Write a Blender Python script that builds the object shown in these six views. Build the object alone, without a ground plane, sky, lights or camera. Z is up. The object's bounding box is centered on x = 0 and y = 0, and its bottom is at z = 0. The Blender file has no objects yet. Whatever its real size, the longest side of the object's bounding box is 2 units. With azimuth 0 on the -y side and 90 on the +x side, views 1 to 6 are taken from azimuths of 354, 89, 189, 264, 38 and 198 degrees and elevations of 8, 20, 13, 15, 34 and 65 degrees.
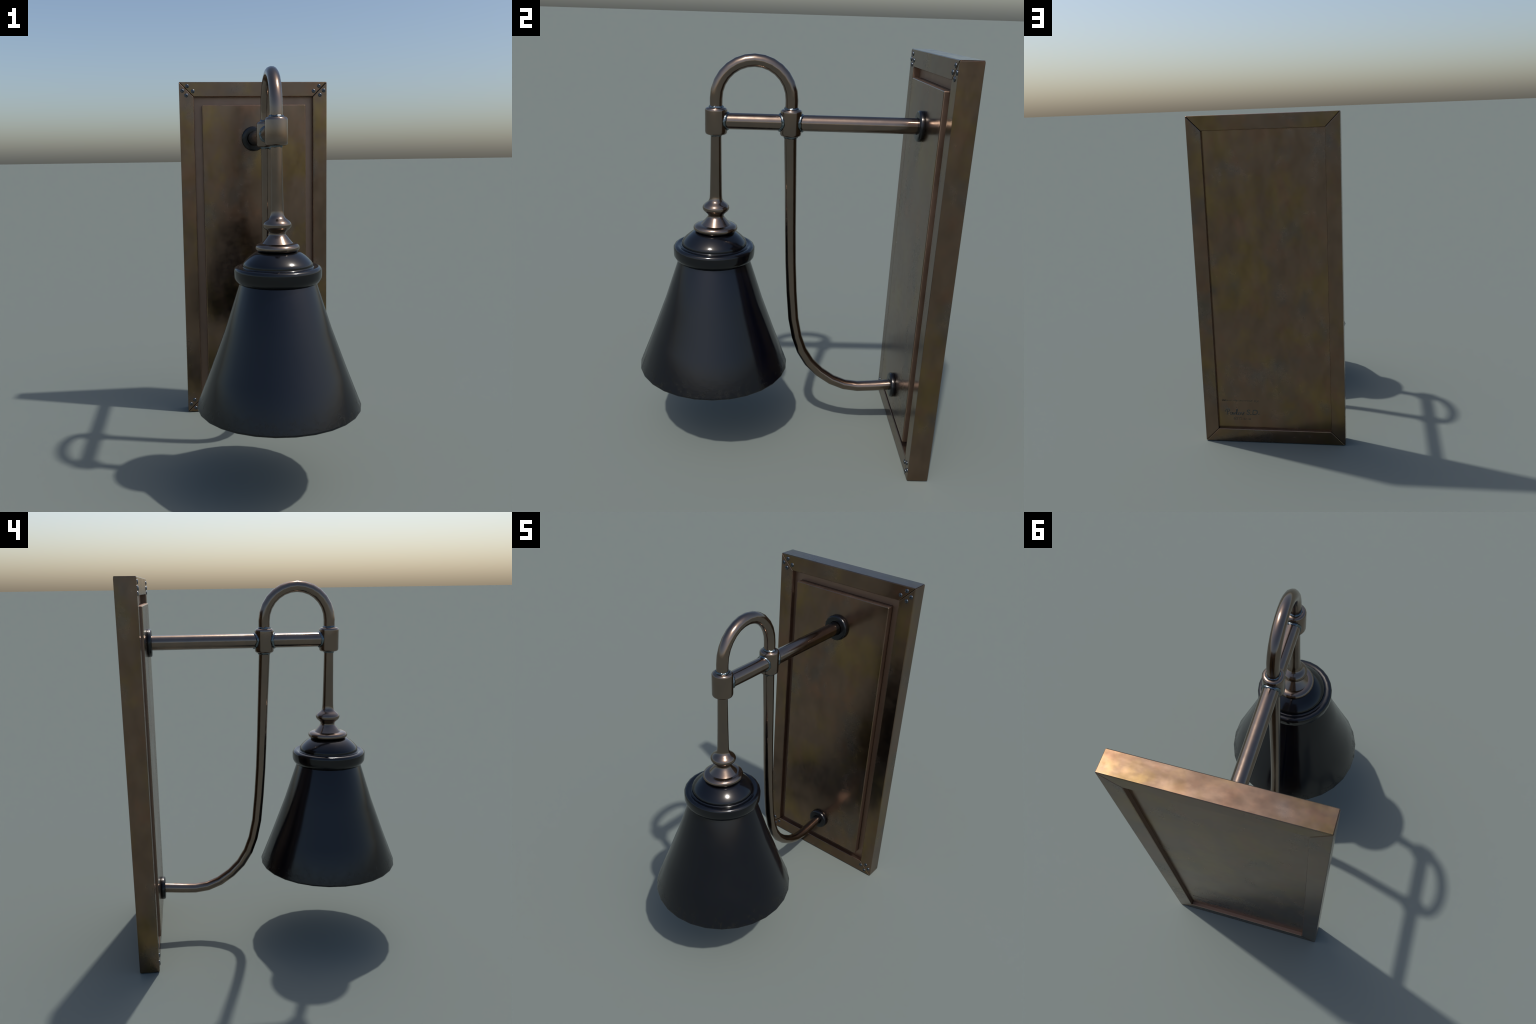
# Wall lamp: mitred metal backplate, straight arm with gooseneck arch and curved
# support pipe, turned stem and black conical shade.
import bpy, bmesh, math, random
from math import sin, cos, pi, radians, sqrt
from mathutils import Vector, Matrix, noise

random.seed(7)
TUBE_X = -0.005                    # the whole arm sits a hair off the plate's centre
LAMP_Y = -0.342                    # axis of stem
SHADE_X, SHADE_Y = -0.005, -0.3500  # axis of shade
REAR_Y = 0.0075                    # axis of rear joint
ARM_Z = 1.6715

# ------------------------------------------------------------------ materials
def nodes_of(name):
    m = bpy.data.materials.new(name)
    m.use_nodes = True
    nt = m.node_tree
    return m, nt, nt.nodes["Principled BSDF"]

def add(nt, kind, **props):
    n = nt.nodes.new(kind)
    for k, v in props.items():
        setattr(n, k, v)
    return n

def coords(nt, scale=(1, 1, 1), loc=(0, 0, 0), rot=(0, 0, 0)):
    tc = add(nt, "ShaderNodeTexCoord")
    mp = add(nt, "ShaderNodeMapping")
    mp.inputs["Scale"].default_value = scale
    mp.inputs["Location"].default_value = loc
    mp.inputs["Rotation"].default_value = rot
    nt.links.new(tc.outputs["Object"], mp.inputs["Vector"])
    return mp.outputs["Vector"]

def noise_tex(nt, vec, scale, detail=4, rough=0.55, distort=0.0):
    n = add(nt, "ShaderNodeTexNoise")
    n.inputs["Scale"].default_value = scale
    n.inputs["Detail"].default_value = detail
    n.inputs["Roughness"].default_value = rough
    n.inputs["Distortion"].default_value = distort
    nt.links.new(vec, n.inputs["Vector"])
    return n.outputs["Fac"]

def remap(nt, val, a, b, lo=0.0, hi=1.0, smooth=True):
    n = add(nt, "ShaderNodeMapRange")
    if smooth:
        n.interpolation_type = "SMOOTHSTEP"
    n.inputs["From Min"].default_value = a
    n.inputs["From Max"].default_value = b
    n.inputs["To Min"].default_value = lo
    n.inputs["To Max"].default_value = hi
    nt.links.new(val, n.inputs["Value"])
    return n.outputs["Result"]

def math_node(nt, op, a, b):
    n = add(nt, "ShaderNodeMath", operation=op)
    for i, v in enumerate((a, b)):
        if isinstance(v, (int, float)):
            n.inputs[i].default_value = v
        else:
            nt.links.new(v, n.inputs[i])
    return n.outputs[0]

def mix(nt, fac, a, b, blend="MIX"):
    n = add(nt, "ShaderNodeMix", data_type="RGBA", blend_type=blend)
    if isinstance(fac, (int, float)):
        n.inputs[0].default_value = fac
    else:
        nt.links.new(fac, n.inputs[0])
    for i, v in ((6, a), (7, b)):
        if isinstance(v, tuple):
            n.inputs[i].default_value = (*v, 1)
        else:
            nt.links.new(v, n.inputs[i])
    return n.outputs[2]

def bump(nt, height, strength, dist=0.002):
    b = add(nt, "ShaderNodeBump")
    b.inputs["Strength"].default_value = strength
    b.inputs["Distance"].default_value = dist
    nt.links.new(height, b.inputs["Height"])
    return b.outputs["Normal"]

def aged_brass(name, stretch, seed, gain=1.0):
    """Brown metal with soft olive, copper and grey-blue patina clouds and faint wipe streaks."""
    m, nt, p = nodes_of(name)
    g = gain
    tint = lambda r, gr, b: (r * g * 0.98, gr * g * 0.945, b * g * 0.965)
    v = coords(nt, stretch, (seed, seed * 0.37, seed * 1.7))
    cloud = noise_tex(nt, v, 4.2, 3, 0.6, 0.15)
    olive = noise_tex(nt, coords(nt, stretch, (seed + 9, 4, 2)), 4.4, 4, 0.6, 0.15)
    copper = noise_tex(nt, coords(nt, stretch, (seed + 21, 1, 7)), 7.0, 4, 0.58, 0.15)
    wisps = noise_tex(nt, coords(nt, tuple(c * k for c, k in zip(stretch, (1.5, 1.5, 1.0))), (seed, 8, 3), (0, radians(12), 0)), 9.0, 4, 0.58, 0.15)
    col = mix(nt, remap(nt, olive, 0.44, 0.67), tint(0.225, 0.158, 0.110), tint(0.252, 0.178, 0.082))
    col = mix(nt, remap(nt, copper, 0.48, 0.70, 0.0, 0.8), col, tint(0.248, 0.150, 0.098))
    col = mix(nt, remap(nt, cloud, 0.50, 0.74, 0.0, 0.75), col, tint(0.168, 0.150, 0.132))
    shade = remap(nt, wisps, 0.3, 0.7, 0.86, 1.12, False)
    mul = add(nt, "ShaderNodeVectorMath", operation="SCALE")
    nt.links.new(col, mul.inputs[0])
    nt.links.new(shade, mul.inputs["Scale"])
    r = math_node(nt, "ADD", remap(nt, cloud, 0.3, 0.7, 0.19, 0.26), remap(nt, wisps, 0.3, 0.7, -0.02, 0.03))
    scuff = noise_tex(nt, coords(nt, (0.5, 1, 1), (seed, 1, 5)), 42, 1, 0.5)
    r = math_node(nt, "ADD", r, remap(nt, scuff, 0.35, 0.65, -0.012, 0.014))
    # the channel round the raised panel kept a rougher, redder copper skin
    sep = add(nt, "ShaderNodeSeparateXYZ")
    nt.links.new(coords(nt), sep.inputs[0])
    geo = add(nt, "ShaderNodeNewGeometry")
    nrm = add(nt, "ShaderNodeSeparateXYZ")
    nt.links.new(geo.outputs["Normal"], nrm.inputs[0])
    ax = math_node(nt, "ABSOLUTE", sep.outputs["X"], 0)
    az = math_node(nt, "ABSOLUTE", math_node(nt, "SUBTRACT", sep.outputs["Z"], 1.0), 0)
    inside = math_node(nt, "MULTIPLY", math_node(nt, "LESS_THAN", ax, 0.3535), math_node(nt, "LESS_THAN", az, 0.9170))
    walls = math_node(nt, "MULTIPLY", inside, math_node(nt, "LESS_THAN", math_node(nt, "ABSOLUTE", nrm.outputs["Y"], 0), 0.6))
    outer = math_node(nt, "MAXIMUM", math_node(nt, "GREATER_THAN", ax, 0.3065), math_node(nt, "GREATER_THAN", az, 0.8675))
    floor = math_node(nt, "MULTIPLY", math_node(nt, "MULTIPLY", inside, outer), math_node(nt, "LESS_THAN", math_node(nt, "ABSOLUTE", math_node(nt, "SUBTRACT", sep.outputs["Y"], 0.655), 0), 0.0135))
    hollow = math_node(nt, "MAXIMUM", walls, floor)
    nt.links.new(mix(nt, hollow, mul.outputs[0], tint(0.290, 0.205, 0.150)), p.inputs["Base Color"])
    p.inputs["Metallic"].default_value = 1.0
    nt.links.new(math_node(nt, "ADD", r, math_node(nt, "MULTIPLY", hollow, 0.24)), p.inputs["Roughness"])
    return m

def tube_bronze():
    m, nt, p = nodes_of("polished_bronze")
    v = coords(nt, (1, 1, 0.6), (2, 5, 1))
    c = noise_tex(nt, v, 7, 4, 0.55, 0.3)
    c2 = noise_tex(nt, v, 22, 4, 0.6)
    col = mix(nt, remap(nt, c, 0.38, 0.62), (0.210, 0.166, 0.136), (0.240, 0.182, 0.144))
    nt.links.new(col, p.inputs["Base Color"])
    p.inputs["Metallic"].default_value = 1.0
    nt.links.new(remap(nt, c2, 0.3, 0.7, 0.13, 0.21), p.inputs["Roughness"])
    return m

def black_enamel(name, gloss_lo, gloss_hi, dirt=False):
    m, nt, p = nodes_of(name)
    v = coords(nt, (1, 1, 1), (4, 2, 8))
    n = noise_tex(nt, v, 12, 5, 0.6)
    if dirt:
        sep = add(nt, "ShaderNodeSeparateXYZ")
        nt.links.new(coords(nt), sep.inputs[0])
        low = remap(nt, sep.outputs["Z"], 0.40, 0.56, 1.0, 0.0)
        grime = math_node(nt, "MULTIPLY", low, remap(nt, noise_tex(nt, v, 26, 6, 0.7, 0.4), 0.44, 0.66))
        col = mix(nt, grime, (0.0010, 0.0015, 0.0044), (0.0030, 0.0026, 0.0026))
        nt.links.new(col, p.inputs["Base Color"])
        r = math_node(nt, "ADD", remap(nt, n, 0.3, 0.7, gloss_lo, gloss_hi), math_node(nt, "MULTIPLY", grime, 0.17))
        nt.links.new(r, p.inputs["Roughness"])
        pit = math_node(nt, "MULTIPLY", low, noise_tex(nt, v, 55, 5, 0.7, 0.6))
        nt.links.new(bump(nt, pit, 0.16, 0.004), p.inputs["Normal"])
    else:
        p.inputs["Base Color"].default_value = (0.0014, 0.0018, 0.0032, 1)
        nt.links.new(remap(nt, n, 0.3, 0.7, gloss_lo, gloss_hi), p.inputs["Roughness"])
    return m

def plain_metal(name, col, rough, metallic=1.0):
    m, nt, p = nodes_of(name)
    n = noise_tex(nt, coords(nt), 40, 4, 0.6)
    nt.links.new(mix(nt, remap(nt, n, 0.35, 0.65), tuple(c * 0.85 for c in col), tuple(c * 1.12 for c in col)), p.inputs["Base Color"])
    p.inputs["Metallic"].default_value = metallic
    p.inputs["Roughness"].default_value = rough
    return m

BRASS_PANEL = aged_brass("aged_brass_sheet", (1.0, 1.0, 0.78), 3.0)
BRASS_RAIL_V = aged_brass("aged_brass_upright", (1.0, 1.0, 0.8), 11.0, 0.95)
BRASS_RAIL_H = aged_brass("aged_brass_crossbar", (0.8, 1.0, 1.0), 17.0, 0.90)
BRONZE = tube_bronze()
SHADE_BLACK = black_enamel("black_enamel_shade", 0.155, 0.19, True)
CAP_BLACK = black_enamel("black_enamel_gloss", 0.13, 0.19)
STEEL_BLACK = black_enamel("blackened_steel", 0.20, 0.28)
SCREW_STEEL = plain_metal("blued_screw_steel", (0.11, 0.125, 0.145), 0.25)
SCREW_CENTRE = plain_metal("screw_dark_centre", (0.012, 0.013, 0.016), 0.5, 0.4)
WELD = plain_metal("weld_metal", (0.135, 0.165, 0.18), 0.22)
INK = plain_metal("engraved_ink", (0.100, 0.103, 0.102), 0.32)
INK_FAINT = plain_metal("worn_ink", (0.150, 0.124, 0.100), 0.30)

# ------------------------------------------------------------------ scene tree
def link(o, parent=None):
    bpy.context.scene.collection.objects.link(o)
    if parent is not None:
        o.parent = parent
        o.matrix_parent_inverse = Matrix.Translation(-ROOT.location)
    return o

ROOT = bpy.data.objects.new("wall_lamp", None)
ROOT.location = (0, 0.683, 0)
ROOT["label"] = "bronze wall lamp with black cone shade on framed backplate"
ROOT["category"] = "wall lamp"
bpy.context.scene.collection.objects.link(ROOT)

def finish(bm, name, mats, parent, angle=38):
    me = bpy.data.meshes.new(name)
    bmesh.ops.recalc_face_normals(bm, faces=bm.faces)
    bm.to_mesh(me)
    bm.free()
    for m in (mats if isinstance(mats, (list, tuple)) else [mats]):
        me.materials.append(m)
    for f in me.polygons:
        f.use_smooth = True
    me.set_sharp_from_angle(angle=radians(angle))
    o = bpy.data.objects.new(name, me)
    bpy.context.scene.collection.objects.link(o)
    if parent is ROOT:
        o.parent = ROOT
        o.matrix_parent_inverse = Matrix.Translation(-ROOT.location)
    elif parent is not None:
        o.parent = parent            # parts share the world origin, so no offset
    return o

# ------------------------------------------------------------------ shape tools
def crisp(o):
    m = o.modifiers.new("weighted", "WEIGHTED_NORMAL")
    m.weight = 100
    m.keep_sharp = False
    return o

def lathe(bm, profile, segs, frame, closed=False, phase=0.0, mat=0):
    """Turn (radius, height) pairs about the frame's z axis; radius 0 makes a pole."""
    rings = []
    for r, h in profile:
        if r < 1e-6:
            rings.append([bm.verts.new(frame @ Vector((0, 0, h)))])
        else:
            rings.append([bm.verts.new(frame @ Vector((r * cos(phase + 2 * pi * i / segs), r * sin(phase + 2 * pi * i / segs), h))) for i in range(segs)])
    pairs = list(zip(rings, rings[1:])) + ([(rings[-1], rings[0])] if closed else [])
    for a, b in pairs:
        for i in range(segs):
            j = (i + 1) % segs
            loop = [a[i % len(a)], a[j % len(a)], b[j % len(b)], b[i % len(b)]]
            loop = list(dict.fromkeys(loop))
            if len(loop) > 2:
                bm.faces.new(loop).material_index = mat

def sweep(bm, pts, radii, segs, cap=True, lump=0.0, closed=False):
    """Tube along a path that lies in (or near) a plane; reference axis carried along."""
    n = len(pts)
    rings, ref = [], None
    for k, p in enumerate(pts):
        if closed:
            t = (pts[(k + 1) % n] - pts[k - 1]).normalized()
        else:
            t = (pts[min(k + 1, n - 1)] - pts[max(k - 1, 0)]).normalized()
        if ref is None:
            ref = t.orthogonal().normalized()
        ref = (ref - t * ref.dot(t)).normalized()
        side = t.cross(ref)
        # widen at a kink so the tube keeps its thickness
        ring = []
        for i in range(segs):
            a = 2 * pi * (i + 0.5) / segs
            d = ref * cos(a) + side * sin(a)
            r = radii[k] if not isinstance(radii, float) else radii
            if lump:
                q = (p + d * r) * 95
                r *= 1 + lump * noise.noise(q) + 0.5 * lump * noise.noise(q * 2.3)
            ring.append(bm.verts.new(p + d * r))
        rings.append(ring)
    seq = list(zip(rings, rings[1:])) + ([(rings[-1], rings[0])] if closed else [])
    for a, b in seq:
        for i in range(segs):
            j = (i + 1) % segs
            bm.faces.new([a[i], a[j], b[j], b[i]])
    if cap and not closed:
        bm.faces.new(rings[0][::-1])
        bm.faces.new(rings[-1])

def prism_xz(bm, outline, y0, y1):
    lo = [bm.verts.new((x, y0, z)) for x, z in outline]
    hi = [bm.verts.new((x, y1, z)) for x, z in outline]
    n = len(outline)
    bm.faces.new(lo)
    bm.faces.new(hi[::-1])
    for i in range(n):
        j = (i + 1) % n
        bm.faces.new([lo[j], lo[i], hi[i], hi[j]])

def bevel_all(bm, width, segs=2):
    bmesh.ops.recalc_face_normals(bm, faces=bm.faces)
    bmesh.ops.bevel(bm, geom=list(bm.edges), offset=width, segments=segs, profile=0.5, affect="EDGES", clamp_overlap=True)

def catmull(ctrl, per):
    out = []
    P = [ctrl[0] * 2 - ctrl[1]] + list(ctrl) + [ctrl[-1] * 2 - ctrl[-2]]
    for i in range(1, len(P) - 2):
        for s in range(per):
            t = s / per
            a, b, c, d = P[i - 1], P[i], P[i + 1], P[i + 2]
            out.append(0.5 * ((2 * b) + (c - a) * t + (2 * a - 5 * b + 4 * c - d) * t * t + (3 * b - a - 3 * c + d) * t ** 3))
    out.append(ctrl[-1])
    return out

UP = lambda x, y: Matrix.Translation((x, y, 0))

# ------------------------------------------------------------------ backplate
W, H = 0.4365, 2.0                  # outer half width, height
WI, LOW, HIGH = 0.3525, 0.0838, 1.9152   # window in the frame
FRONT, BACK = 0.632, 0.7345

bm = bmesh.new()
prism_xz(bm, [(-0.358, 0.078), (0.358, 0.078), (0.358, 1.921), (-0.358, 1.921)], 0.664, 0.7135)
backplate = finish(bm, "backplate", BRASS_PANEL, ROOT, 30)

bm = bmesh.new()
prism_xz(bm, [(-0.306, 0.1345), (0.306, 0.1345), (0.306, 1.867), (-0.306, 1.867)], 0.6205, 0.6650)
bevel_all(bm, 0.0050, 3)
crisp(finish(bm, "raised_panel", BRASS_PANEL, backplate, 180))

G = 0.0006                         # half of the mitre gap
rails = [
    ([(-W + G, H), (W - G, H), (WI - G, HIGH), (-WI + G, HIGH)], BRASS_RAIL_H),
    ([(-WI + G, LOW), (WI - G, LOW), (W - G, 0.0), (-W + G, 0.0)], BRASS_RAIL_H),
    ([(-W, G), (-W, H - G), (-WI, HIGH - G), (-WI, LOW + G)], BRASS_RAIL_V),
    ([(W, H - G), (W, G), (WI, LOW + G), (WI, HIGH - G)], BRASS_RAIL_V),
]
for outline, mat in rails:
    bm = bmesh.new()
    prism_xz(bm, outline, FRONT, BACK)
    bevel_all(bm, 0.0043, 3)
    crisp(finish(bm, "frame_rail", mat, backplate, 180))

# screws: two on each side of every mitre; a domed head, its slightly dished centre coloured darker
bm = bmesh.new()
lathe(bm, [(0.0114, -0.002), (0.0114, 0.0006), (0.0108, 0.0020), (0.0088, 0.0034), (0.0062, 0.0042), (0.0042, 0.0045)], 16, Matrix.Identity(4))
lathe(bm, [(0.0042, 0.0045), (0.0034, 0.0034), (0.0, 0.0030)], 16, Matrix.Identity(4), mat=1)
bmesh.ops.remove_doubles(bm, verts=bm.verts, dist=1e-6)
screw = finish(bm, "screw", [SCREW_STEEL, SCREW_CENTRE], None, 50)
screw_mesh = screw.data
bpy.data.objects.remove(screw)
SCREW_AT = [(0.0475, 0.0243), (0.0190, 0.0503), (0.0800, 0.0535), (0.0415, 0.0768)]   # in from corner
for sx in (-1, 1):
    for top in (True, False):
        for dx, dz in SCREW_AT:
            o = bpy.data.objects.new("screw", screw_mesh)
            o.location = (sx * (W - dx), FRONT, H - dz if top else dz)
            o.rotation_euler = (radians(90), random.uniform(0, 6.28), 0)
            bpy.context.scene.collection.objects.link(o)
            o.parent = backplate

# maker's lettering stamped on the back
def lettering(text, left, base, width, height, shear, ink):
    cu = bpy.data.curves.new("lettering", "FONT")
    cu.body = text
    cu.size = 1
    cu.shear = shear
    cu.extrude = 0.02
    cu.offset = 0.008
    tmp = bpy.data.objects.new("lettering_source", cu)
    bpy.context.scene.collection.objects.link(tmp)
    dg = bpy.context.evaluated_depsgraph_get()
    dg.update()
    me = bpy.data.meshes.new_from_object(tmp.evaluated_get(dg))
    bpy.data.objects.remove(tmp)
    xs = [v.co.x for v in me.vertices]
    ys = [v.co.y for v in me.vertices]
    sx, sy = width / (max(xs) - min(xs)), height / (max(ys) - min(ys))
    x0, y0 = min(xs), min(ys)
    for v in me.vertices:              # text runs toward -x as read from behind
        x, y, z = v.co
        v.co = (left - (x - x0) * sx, 0.7138 + z * 0.02, base + (y - y0) * sy)
    me.materials.clear()
    me.materials.append(ink)
    o = bpy.data.objects.new("lettering", me)
    bpy.context.scene.collection.objects.link(o)
    o.parent = backplate
    return o

lettering("Manufactured by", 0.327, 0.2580, 0.236, 0.0150, 0.15, INK_FAINT)
lettering("S.D.", 0.176, 0.1725, 0.082, 0.0350, 0.15, INK)
lettering("EST.", 0.258, 0.1375, 0.050, 0.0180, 0.25, INK_FAINT)
lettering("2018", 0.196, 0.1375, 0.046, 0.0110, 0.10, INK_FAINT)

# the name in a brush script: one pen stroke per list, in letter heights
SCRIPT = [
    [(0.02, 0.52), (0.06, 0.80), (0.24, 0.98), (0.46, 0.94), (0.52, 0.74), (0.38, 0.54), (0.22, 0.52)],      # bowl of P
    [(0.30, 0.86), (0.24, 0.45), (0.16, 0.02)],                                                             # stem of P
    [(0.84, 0.42), (0.70, 0.44), (0.60, 0.24), (0.66, 0.06), (0.80, 0.16), (0.88, 0.44), (0.86, 0.10), (0.98, 0.08)],
    [(0.98, 0.08), (1.06, 0.40), (1.10, 0.08), (1.24, 0.40), (1.34, 0.34)],
    [(1.30, 0.10), (1.46, 0.50), (1.52, 0.92), (1.42, 0.88), (1.38, 0.30), (1.46, 0.04), (1.60, 0.14)],
    [(1.80, 0.42), (1.66, 0.38), (1.62, 0.14), (1.76, 0.04), (1.88, 0.20), (1.80, 0.42), (1.98, 0.38)],
    [(1.98, 0.38), (2.06, 0.40), (2.12, 0.06), (2.24, 0.20), (2.30, 0.46), (2.40, 0.40)],
]
bm = bmesh.new()
for stroke in SCRIPT:
    pts = catmull([Vector((0.308 - 0.050 * x, 0, 0.1690 + 0.041 * z)) for x, z in stroke], 5)
    # a flat pen: each station is a small wedge standing proud of the sheet
    rows = []
    for k, p in enumerate(pts):
        t = (pts[min(k + 1, len(pts) - 1)] - pts[max(k - 1, 0)]).normalized()
        n = Vector((-t.z, 0, t.x))
        w = 0.0019 + 0.0009 * abs(t.z)
        rows.append([bm.verts.new(Vector((q.x, y, q.z))) for q, y in ((p - n * w, 0.7133), (p - n * w * 0.6, 0.7143), (p + n * w * 0.6, 0.7143), (p + n * w, 0.7133))])
    for a, b in zip(rows, rows[1:]):
        for i in range(4):
            j = (i + 1) % 4
            bm.faces.new([a[i], a[j], b[j], b[i]])
    bm.faces.new(rows[0])
    bm.faces.new(rows[-1][::-1])
finish(bm, "lettering", INK, backplate, 40)

# ------------------------------------------------------------------ arm and pipes
def arm_frame(x, z):
    """z axis of the frame points from the wall toward the room (-y)."""
    return Matrix.Translation((x, 0, z)) @ Matrix.Rotation(radians(90), 4, "X")

bm = bmesh.new()
A_R = 0.0383
sweep(bm, [Vector((TUBE_X, y, ARM_Z)) for y in (0.640, 0.590, 0.40, 0.20, REAR_Y, -0.17, LAMP_Y + 0.01)], A_R, 14)
arm = finish(bm, "support_arm", BRONZE, ROOT, 50)

# gooseneck arch between the two joints
ARCH_R, ARCH_Z = 0.1748, 1.7725
ARCH_Y = (LAMP_Y + REAR_Y) / 2
path = [Vector((TUBE_X, LAMP_Y, 1.70)), Vector((TUBE_X, LAMP_Y, 1.735))]
for i in range(15):
    a = pi * i / 14
    path.append(Vector((TUBE_X, ARCH_Y - ARCH_R * cos(a), ARCH_Z + ARCH_R * sin(a))))
path += [Vector((TUBE_X, REAR_Y, 1.735)), Vector((TUBE_X, REAR_Y, 1.70))]
bm = bmesh.new()
sweep(bm, path, 0.0298, 14)
finish(bm, "gooseneck_arch", BRONZE, ROOT, 50)

# lower pipe: leans slightly toward the wall, then curls into it
ctrl = [(0.0075, 1.64), (0.0085, 1.58), (0.0180, 1.36), (0.0265, 1.14), (0.0345, 0.975), (0.0460, 0.815),
        (0.0610, 0.665), (0.0830, 0.560), (0.1130, 0.478), (0.1560, 0.408), (0.2130, 0.350), (0.2820, 0.302),
        (0.3520, 0.274), (0.4250, 0.2650), (0.5050, 0.2700), (0.5950, 0.2785), (0.640, 0.2815)]
rad = [0.0285, 0.0285, 0.0268, 0.0262, 0.0260, 0.0258, 0.0258, 0.0258, 0.0260, 0.0262, 0.0262, 0.0264, 0.0264, 0.0266, 0.0268, 0.0272, 0.0272]
bm = bmesh.new()
sweep(bm, [Vector((TUBE_X, y, z)) for y, z in ctrl], [r * 1.04 for r in rad], 14)
pipe = finish(bm, "support_pipe", BRONZE, ROOT, 50)

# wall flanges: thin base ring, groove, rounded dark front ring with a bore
def flange(z, r, bore, parent, out=0.0):
    bm = bmesh.new()
    lathe(bm, [(bore, 0.0), (bore, 0.0215), (bore + 0.002, 0.0235), (r - 0.0095, 0.0240), (r - 0.0045, 0.0225), (r - 0.0014, 0.0190), (r, 0.0140),
               (r, 0.0040), (r - 0.0015, 0.0)], 20,
          arm_frame(TUBE_X, z) @ Matrix.Translation((0, 0, -0.6215 + out)), closed=True)
    return finish(bm, "wall_flange", STEEL_BLACK, parent, 40)
flange(ARM_Z, 0.0728, A_R + 0.0010, arm)
flange(0.2785, 0.0650, 0.0295, pipe, 0.002)

# sleeve joints where arm and uprights meet
for y, r in ((LAMP_Y, 0.0520), (REAR_Y, 0.0505)):
    bm = bmesh.new()
    lathe(bm, [(0, 1.608), (r - 0.014, 1.608), (r - 0.0085, 1.6092), (r - 0.003, 1.6125), (r - 0.0005, 1.6180), (r, 1.6240),
               (r, 1.7185), (r - 0.0005, 1.7235), (r - 0.003, 1.7290), (r - 0.0085, 1.7328), (r - 0.014, 1.7340), (0, 1.7340)], 20, UP(TUBE_X, y))
    finish(bm, "sleeve_joint", BRONZE, ROOT, 50)

# weld beads round every tube that enters a sleeve
def bead(points, r):
    bm = bmesh.new()
    sweep(bm, points, r, 12, closed=True, lump=0.42)
    o = finish(bm, "weld_bead", WELD, ROOT, 80)
    return o
def hoop(y, z, r, wob=0.0012):
    pts = []
    for i in range(44):
        a = 2 * pi * i / 44
        rr = r + wob * noise.noise((cos(a) * 2.2, sin(a) * 2.2, z * 9 + y * 5))
        pts.append(Vector((TUBE_X + rr * cos(a), y + rr * sin(a), z + 1.6 * wob * noise.noise((cos(a) * 3, sin(a) * 3, y * 9 + 4)))))
    return pts
def saddle(y, r_sleeve, sign):
    pts = []
    for i in range(48):
        a = 2 * pi * i / 48
        rr = A_R - 0.0045 + 0.0022 * noise.noise((cos(a) * 2, sin(a) * 2, y * 7 + sign))
        x, z = rr * cos(a), rr * sin(a)
        pts.append(Vector((TUBE_X + x, y + sign * (sqrt(r_sleeve ** 2 - x * x) + 0.0005), ARM_Z + z)))
    return pts
bead(hoop(LAMP_Y, 1.7335, 0.0255, 0.0020), 0.0088)
bead(hoop(REAR_Y, 1.7335, 0.0255, 0.0020), 0.0088)
bead(hoop(LAMP_Y, 1.6075, 0.0205, 0.0020), 0.0082)
bead(hoop(REAR_Y, 1.6065, 0.0240, 0.0020), 0.0090)
bead(saddle(LAMP_Y, 0.0520, 1), 0.0092)
bead(saddle(REAR_Y, 0.0505, -1), 0.0092)
bead(saddle(REAR_Y, 0.0505, 1), 0.0092)

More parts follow.
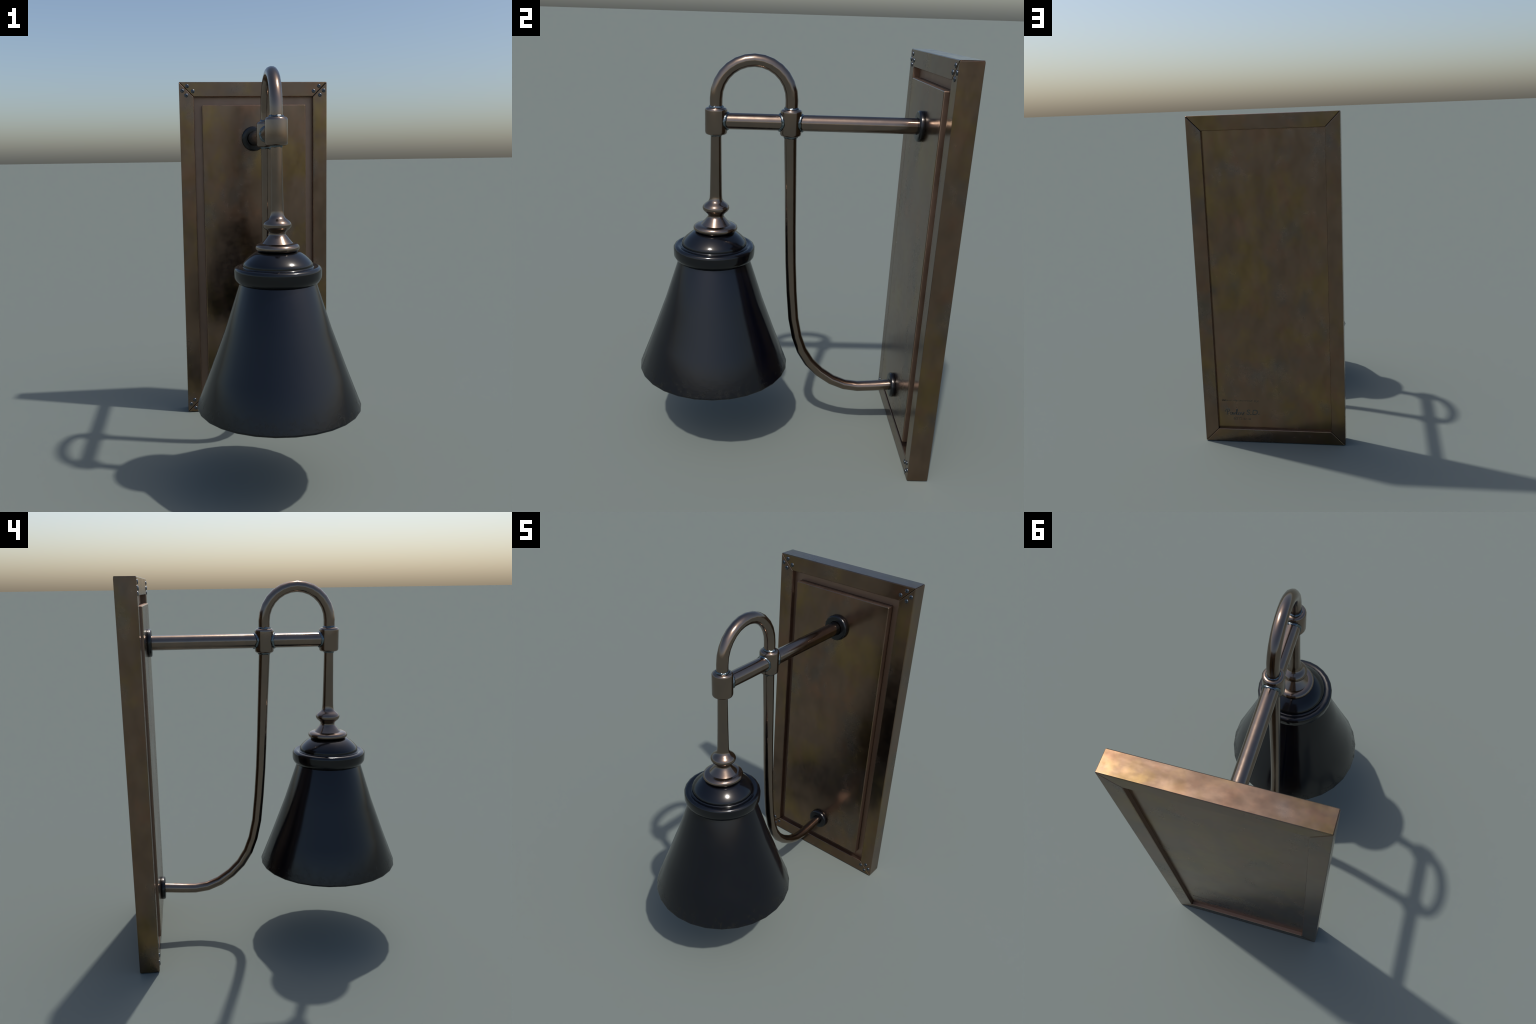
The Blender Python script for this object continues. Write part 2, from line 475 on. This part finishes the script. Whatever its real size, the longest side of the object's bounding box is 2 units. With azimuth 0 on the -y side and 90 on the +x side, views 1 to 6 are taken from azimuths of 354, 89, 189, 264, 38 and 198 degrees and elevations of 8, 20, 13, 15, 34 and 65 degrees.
# ------------------------------------------------------------------ stem
bm = bmesh.new()
lathe(bm, [(r * (1.045 if h > 1.3 else 1.03), h) for r, h in [(0, 1.640), (0.0240, 1.640), (0.0243, 1.590), (0.0258, 1.46), (0.0276, 1.355), (0.0284, 1.318), (0.0302, 1.2975), (0.0346, 1.2865),
           (0.0410, 1.2800), (0.0495, 1.2735), (0.0575, 1.2660), (0.0622, 1.2585), (0.0637, 1.2520), (0.0622, 1.2440), (0.0570, 1.2365),
           (0.0490, 1.2290), (0.0415, 1.2220), (0.0378, 1.2150), (0.0375, 1.2100), (0.0400, 1.2050), (0.0480, 1.1955),
           (0.0610, 1.1790), (0.0700, 1.1690), (0.0690, 1.1665), (0.0, 1.1665)]], 28, UP(TUBE_X, LAMP_Y))
stem = finish(bm, "lamp_stem", BRONZE, ROOT, 55)
bm = bmesh.new()
lathe(bm, [(r * 1.028, h) for r, h in [(0, 1.1700), (0.0720, 1.1690), (0.0850, 1.1680), (0.0955, 1.1645), (0.1030, 1.1580), (0.1058, 1.1500), (0.1040, 1.1430),
           (0.0985, 1.1365), (0.0900, 1.1315), (0.0800, 1.1300), (0.0, 1.1300)]], 28, UP(TUBE_X, LAMP_Y - 0.002) @ Matrix.Diagonal((0.94, 1, 1, 1)))
finish(bm, "stem_disc", BRONZE, stem, 55)

# ------------------------------------------------------------------ shade
PH = radians(2.5 - 90)
SH = UP(SHADE_X, SHADE_Y)
bm = bmesh.new()
lathe(bm, [(r * 1.018, h) for r, h in [(0, 1.1330), (0.0880, 1.1320), (0.1000, 1.1290), (0.1090, 1.1235), (0.1250, 1.1120), (0.1400, 1.0985), (0.1515, 1.0860),
           (0.1570, 1.0780), (0.1585, 1.0720), (0.1580, 1.0660), (0.1590, 1.0625), (0.1625, 1.0605), (0.1680, 1.0605), (0.1740, 1.0625),
           (0.1800, 1.0636), (0.1870, 1.0625), (0.1932, 1.0590), (0.1970, 1.0530), (0.1982, 1.0450), (0.1978, 1.0190), (0.1960, 1.0095),
           (0.1918, 1.0015), (0.1860, 0.9935), (0.1815, 0.9890), (0.1700, 0.9890), (0.0, 0.9900)]], 28, SH, phase=PH)
shade_part = finish(bm, "shade_cap", CAP_BLACK, None, 48)

bm = bmesh.new()
T = 0.006
lathe(bm, [(0.1740, 0.9930), (0.1780, 0.9850), (0.2470, 0.7720), (0.3180, 0.5800), (0.3840, 0.4105), (0.3848, 0.4055), (0.3812, 0.4005), (0.3795, 0.4045),
           (0.3795, 0.4120), (0.3120, 0.5800), (0.2410, 0.7720), (0.1710, 0.9850)], 28, SH, closed=True, phase=PH)
# the rim's outer radius is the cone's widest point
lamp_shade = finish(bm, "lamp_shade", SHADE_BLACK, ROOT, 60)
shade_part.parent = lamp_shade

bpy.context.view_layer.update()
